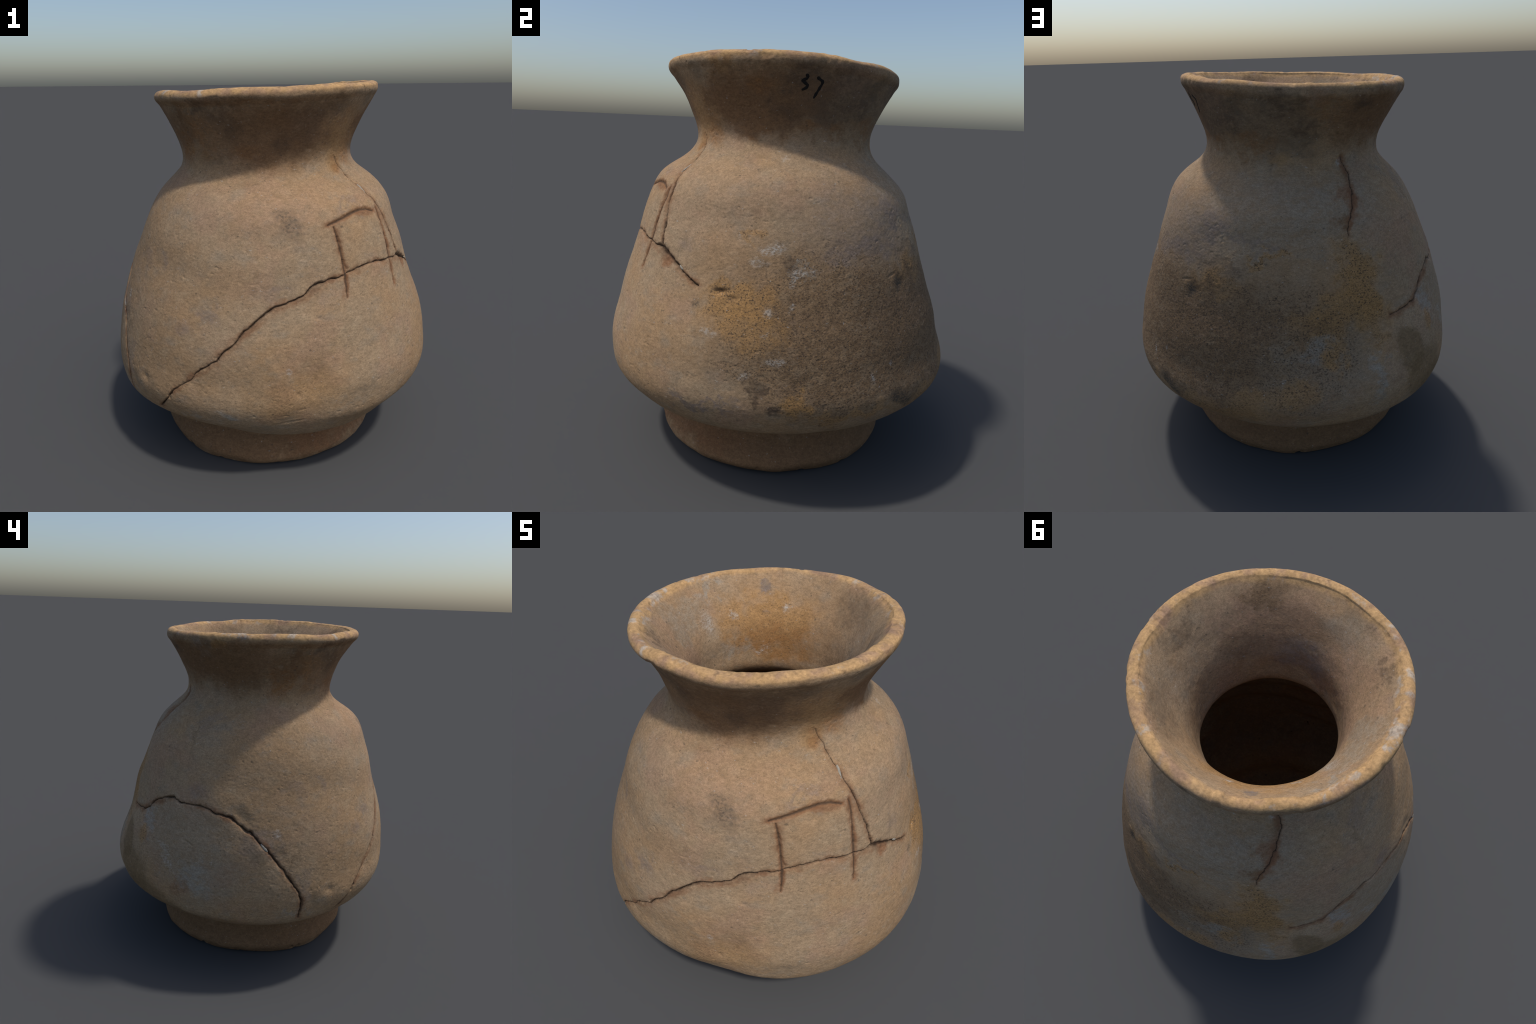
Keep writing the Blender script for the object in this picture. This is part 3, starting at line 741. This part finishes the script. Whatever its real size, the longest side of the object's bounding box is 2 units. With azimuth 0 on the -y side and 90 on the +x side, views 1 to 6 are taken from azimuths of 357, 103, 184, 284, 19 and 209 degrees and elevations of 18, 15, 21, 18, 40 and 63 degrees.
def clay(name, blocks, lip=False, cracks=None):
    N = Nodes(name)
    P = N.vec("ADD", N.add("ShaderNodeTexCoord").outputs["Object"], (0, 0, 0))
    col, W, WS, mid, mid2, fine, grit, sp, sp2, fleck = use(N, GROUND, P)
    rough = 0.0
    for g in blocks:
        col, rough = use(N, g, col, W, WS, mid2, fine, rough)
    col = use(N, FINISH, col, rough, mid, mid2, fine, grit, sp, sp2, fleck)
    if lip:
        col = use(N, LIPCOL, col, P, mid, mid2, fine, sp2)
    if cracks:                                                  # earth stain beside the breaks and scratches, then the dark line itself
        stain, hard, soft = cracks
        w4 = N.vec("SUBTRACT", N.noise(P, 160, 2, .6, "Color"), (.5, .5, .5))
        WC = N.vec("ADD", P, N.scale(w4, .006))
        d = 9.0
        for g in stain:
            d = use(N, g, WS, d)
        if stain:
            col = N.mix(N.math("MULTIPLY", N.ramp(d, .034, .004), N.ramp(mid, .36, .60, .10, .70)), col, TONE["rust"])
            col = N.mix(N.ramp(d, .014, .002, 0, .28), col, TONE["umber"])
        d = 99.0
        for g in soft:
            d = use(N, g, WC, d)
        if soft:
            col = N.mix(N.ramp(d, 2.4, .6, 0, .50), col, TONE["rust"])
            col = N.mix(N.ramp(d, 1.05, .30, 0, .72), col, TONE["umber"])
            col = N.mix(N.ramp(d, .55, .15, 0, .30), col, TONE["crack"])
        d = 99.0
        for g in hard:
            d = use(N, g, WC, d)
        if hard:
            col = N.mix(N.ramp(d, 4.5, .6, 0, .50), col, TONE["umber"])
            col = N.mix(N.math("MULTIPLY", N.ramp(d, 1.35, .4, 0, .88), N.ramp(mid2, .30, .55, .50, 1.0)), col, TONE["crack"])
    b1 = N.add("ShaderNodeBump"); N.put(b1.inputs["Strength"], N.math("ADD", .22, N.math("MULTIPLY", rough, .30))); b1.inputs["Distance"].default_value = .004
    hsum = N.math("ADD", fine, N.math("MULTIPLY", grit, .5))
    hsum = N.math("SUBTRACT", hsum, N.math("MULTIPLY", N.ramp(sp, .60, .72), .8))
    N.put(b1.inputs["Height"], hsum)
    bsdf = N.add("ShaderNodeBsdfPrincipled")
    N.put(bsdf.inputs["Base Color"], col); N.put(bsdf.inputs["Normal"], b1.outputs[0])
    bsdf.inputs["Roughness"].default_value = .92
    bsdf.inputs["Specular IOR Level"].default_value = .18
    out = N.add("ShaderNodeOutputMaterial")
    N.t.links.new(bsdf.outputs[0], out.inputs[0])
    return N.mat


def plain(name, tone, rough=.95, vary=.25):
    N = Nodes(name)
    P = N.add("ShaderNodeTexCoord").outputs["Object"]
    n = N.noise(P, 80, 3, .6)
    dark = tuple(c*(1-vary) for c in tone[:3]) + (1,)
    bsdf = N.add("ShaderNodeBsdfPrincipled")
    N.put(bsdf.inputs["Base Color"], N.mix(N.ramp(n, .3, .7), dark, tone))
    bsdf.inputs["Roughness"].default_value = rough; bsdf.inputs["Specular IOR Level"].default_value = .15
    out = N.add("ShaderNodeOutputMaterial"); N.t.links.new(bsdf.outputs[0], out.inputs[0])
    return N.mat



# ------------------------------------------------------------------ build the parts
jar = bpy.data.objects.new("clay_jar", None)
jar.empty_display_size = .3
bpy.context.scene.collection.objects.link(jar)
jar["label"] = "cracked old tan clay jar with flared mouth"
jar["category"] = "clay jar"


def link(name, mesh, parent):
    ob = bpy.data.objects.new(name, mesh)
    bpy.context.scene.collection.objects.link(ob)
    ob.parent = parent
    return ob


def grid_part(name, i0, i1, mats, close=None, sectors=1):
    """rings i0..i1 of the skin as one mesh"""
    rows = i1 - i0 + 1
    co = G[i0:i1+1].reshape(-1, 3); nr = NRM[i0:i1+1].reshape(-1, 3)
    r = np.arange(rows-1)[:, None]*NT; c = np.arange(NT)[None]; c1 = (c+1) % NT
    quads = np.stack([r+c, r+c1, r+NT+c1, r+NT+c], -1).reshape(-1, 4)
    me = bpy.data.meshes.new(name)
    nf = len(quads); extra = 0
    loops = quads.ravel()
    starts = np.arange(nf)*4; totals = np.full(nf, 4)
    if close is not None:
        row = (rows-1)*NT if close == "last" else 0
        cap = row + (np.arange(NT) if close == "last" else np.arange(NT)[::-1])
        loops = np.concatenate([loops, cap]); starts = np.append(starts, nf*4); totals = np.append(totals, NT); extra = 1
    me.vertices.add(len(co)); me.vertices.foreach_set("co", co.ravel())
    me.loops.add(len(loops)); me.loops.foreach_set("vertex_index", loops.astype(np.int32))
    me.polygons.add(nf+extra)
    me.polygons.foreach_set("loop_start", starts.astype(np.int32))
    me.polygons.foreach_set("loop_total", totals.astype(np.int32))
    for m in mats:
        me.materials.append(m)
    if len(mats) > 1:
        he = HEART[i0:i1+1].ravel(); ne = NEAR[i0:i1+1].ravel()
        idx = np.tile(np.arange(NT)*sectors//NT, rows-1)*2
        idx = np.where(ne[quads].min(1) < .085, idx+1, idx)
        me.polygons.foreach_set("material_index", np.concatenate([idx, np.zeros(extra)]).astype(np.int32))
    me.update(calc_edges=True); me.validate()
    me.polygons.foreach_set("use_smooth", np.ones(nf+extra, dtype=bool))
    me.normals_split_custom_set_from_vertices(nr.tolist())
    return link(name, me, jar)


def span(tag):
    k = [i for i, t in enumerate(tags) if t == tag]
    return k[0], k[-1]


f0, f1 = span("foot"); b0, b1 = span("body"); n0, n1 = span("neck"); m0, m1 = span("rim"); i0, i1 = span("interior")


def sector_clays(name, zlo, zhi, n):
    out = []
    for k in range(n):
        sec = ((k+.5)*360/n, 180/n)
        blocks = patch_blocks(zlo, zhi, ("out",), sec)
        out += [clay(name, blocks), clay(name + "_by_crack", blocks, cracks=crack_groups(zlo, zhi, sec))]
    return out


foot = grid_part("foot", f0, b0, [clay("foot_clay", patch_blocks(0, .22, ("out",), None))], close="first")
body = grid_part("body", b0, n0, sector_clays("body_clay", .19, 1.59, 8), sectors=8)
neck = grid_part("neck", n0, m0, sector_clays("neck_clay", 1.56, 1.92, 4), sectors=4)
rim = grid_part("rim", m0, i0, [clay("rim_clay", patch_blocks(1.86, 2.02, ("out",), None), lip=True)])
interior = grid_part("interior", i0, i1, [clay("interior_clay", patch_blocks(0, 2.0, ("in",), None), lip=True)], close="last")

# ------------------------------------------------------------------ inked number on the neck
ink_mat = plain("black_ink", lin((38, 34, 31)), .8, .3)
DIGITS = [[(20.9, 1.910), (22.0, 1.902), (21.6, 1.893), (19.5, 1.884), (21.2, 1.875), (22.6, 1.867), (22.0, 1.857), (19.8, 1.846)],
          [(26.2, 1.901), (27.7, 1.893), (29.3, 1.884), (29.2, 1.874), (27.6, 1.842), (26.1, 1.813)]]


def stroke(points, half):
    """a brush stroke lying on the neck, slightly domed"""
    p = np.array([(math.radians(a), z) for a, z in points])
    d = np.concatenate([[0], np.cumsum(np.hypot(np.diff(p[:, 0])*.55, np.diff(p[:, 1])))])
    t = np.linspace(0, d[-1], 60)
    a = np.interp(t, d, p[:, 0]); z = np.interp(t, d, p[:, 1])
    for _ in range(2):
        a[1:-1] = (a[:-2]+a[1:-1]*2+a[2:])/4; z[1:-1] = (z[:-2]+z[1:-1]*2+z[2:])/4
    ta, tz = np.gradient(a)*.55, np.gradient(z); l = np.hypot(ta, tz); ta /= l; tz /= l
    end = np.sqrt(np.clip(1-(1-np.minimum(t, d[-1]-t)/half).clip(0, 1)**2, .05, 1))
    verts = []
    for s in np.linspace(-1, 1, 7):
        w = half*s*end*(1+.15*np.sin(t*220))
        aa = a - tz*w/.55; zz_ = z + ta*w
        zz0 = zz_ - smooth(1.70, Z_RIM, zz_)*harmonics(RIM_DZ, aa)
        pt, nn, _, _ = wall(aa, zz0)
        verts.append(pt + nn*(.0022*(1-s*s)**.5 - .0008))
    V = np.array(verts).transpose(1, 0, 2).reshape(-1, 3)
    faces = [(i*7+j, i*7+j+1, i*7+7+j+1, i*7+7+j) for i in range(59) for j in range(6)]
    return V, faces


zshift = 0.0
for pts in DIGITS:
    V, F = stroke(pts, .0074)
    me = bpy.data.meshes.new("ink_digit"); me.from_pydata(V.tolist(), [], F); me.update()
    me.materials.append(ink_mat)
    for p in me.polygons:
        p.use_smooth = True
    link("ink_digit", me, neck)

# ------------------------------------------------------------------ flecks of white mending plaster caught in the breaks
plaster_mat = plain("white_plaster", lin((164, 156, 142)), .95, .25)
for a, z, length, width, tilt in ((197.6, .846, .028, .008, -48), (-37.9, 1.478, .024, .006, 70), (-19.6, 1.068, .016, .006, -30)):
    th = math.radians(a); rs2 = np.random.RandomState(int(abs(a)*10))
    nu, nv = 18, 12; verts = []
    c, s = math.cos(math.radians(tilt)), math.sin(math.radians(tilt))
    R0 = float(wall_radius(np.array(th), np.array(z)))
    uu = []
    for i in range(nu):
        for j in range(nv):
            al = math.pi*i/(nu-1); be = TAU*j/nv
            uu.append((-math.cos(al)*length, math.sin(al)*math.cos(be)*width, math.sin(al)*math.sin(be)*.006))
    uu = np.array(uu); uu += np.random.RandomState(3).normal(0, .0009, uu.shape)
    x = uu[:, 0]*c - uu[:, 1]*s; y = uu[:, 0]*s + uu[:, 1]*c
    tha, zza = th + x/R0, z + y
    base = wall_point(tha, zza)
    n = np.stack([np.cos(tha), np.sin(tha), 0*tha], -1)
    V = base + n*(uu[:, 2]-.0035)[:, None]
    F = [(i*nv+j, i*nv+(j+1) % nv, (i+1)*nv+(j+1) % nv, (i+1)*nv+j) for i in range(nu-1) for j in range(nv)]
    me = bpy.data.meshes.new("plaster_fleck"); me.from_pydata(V.tolist(), [], F); me.update()
    me.materials.append(plaster_mat)
    for p in me.polygons:
        p.use_smooth = True
    link("plaster_fleck", me, body)
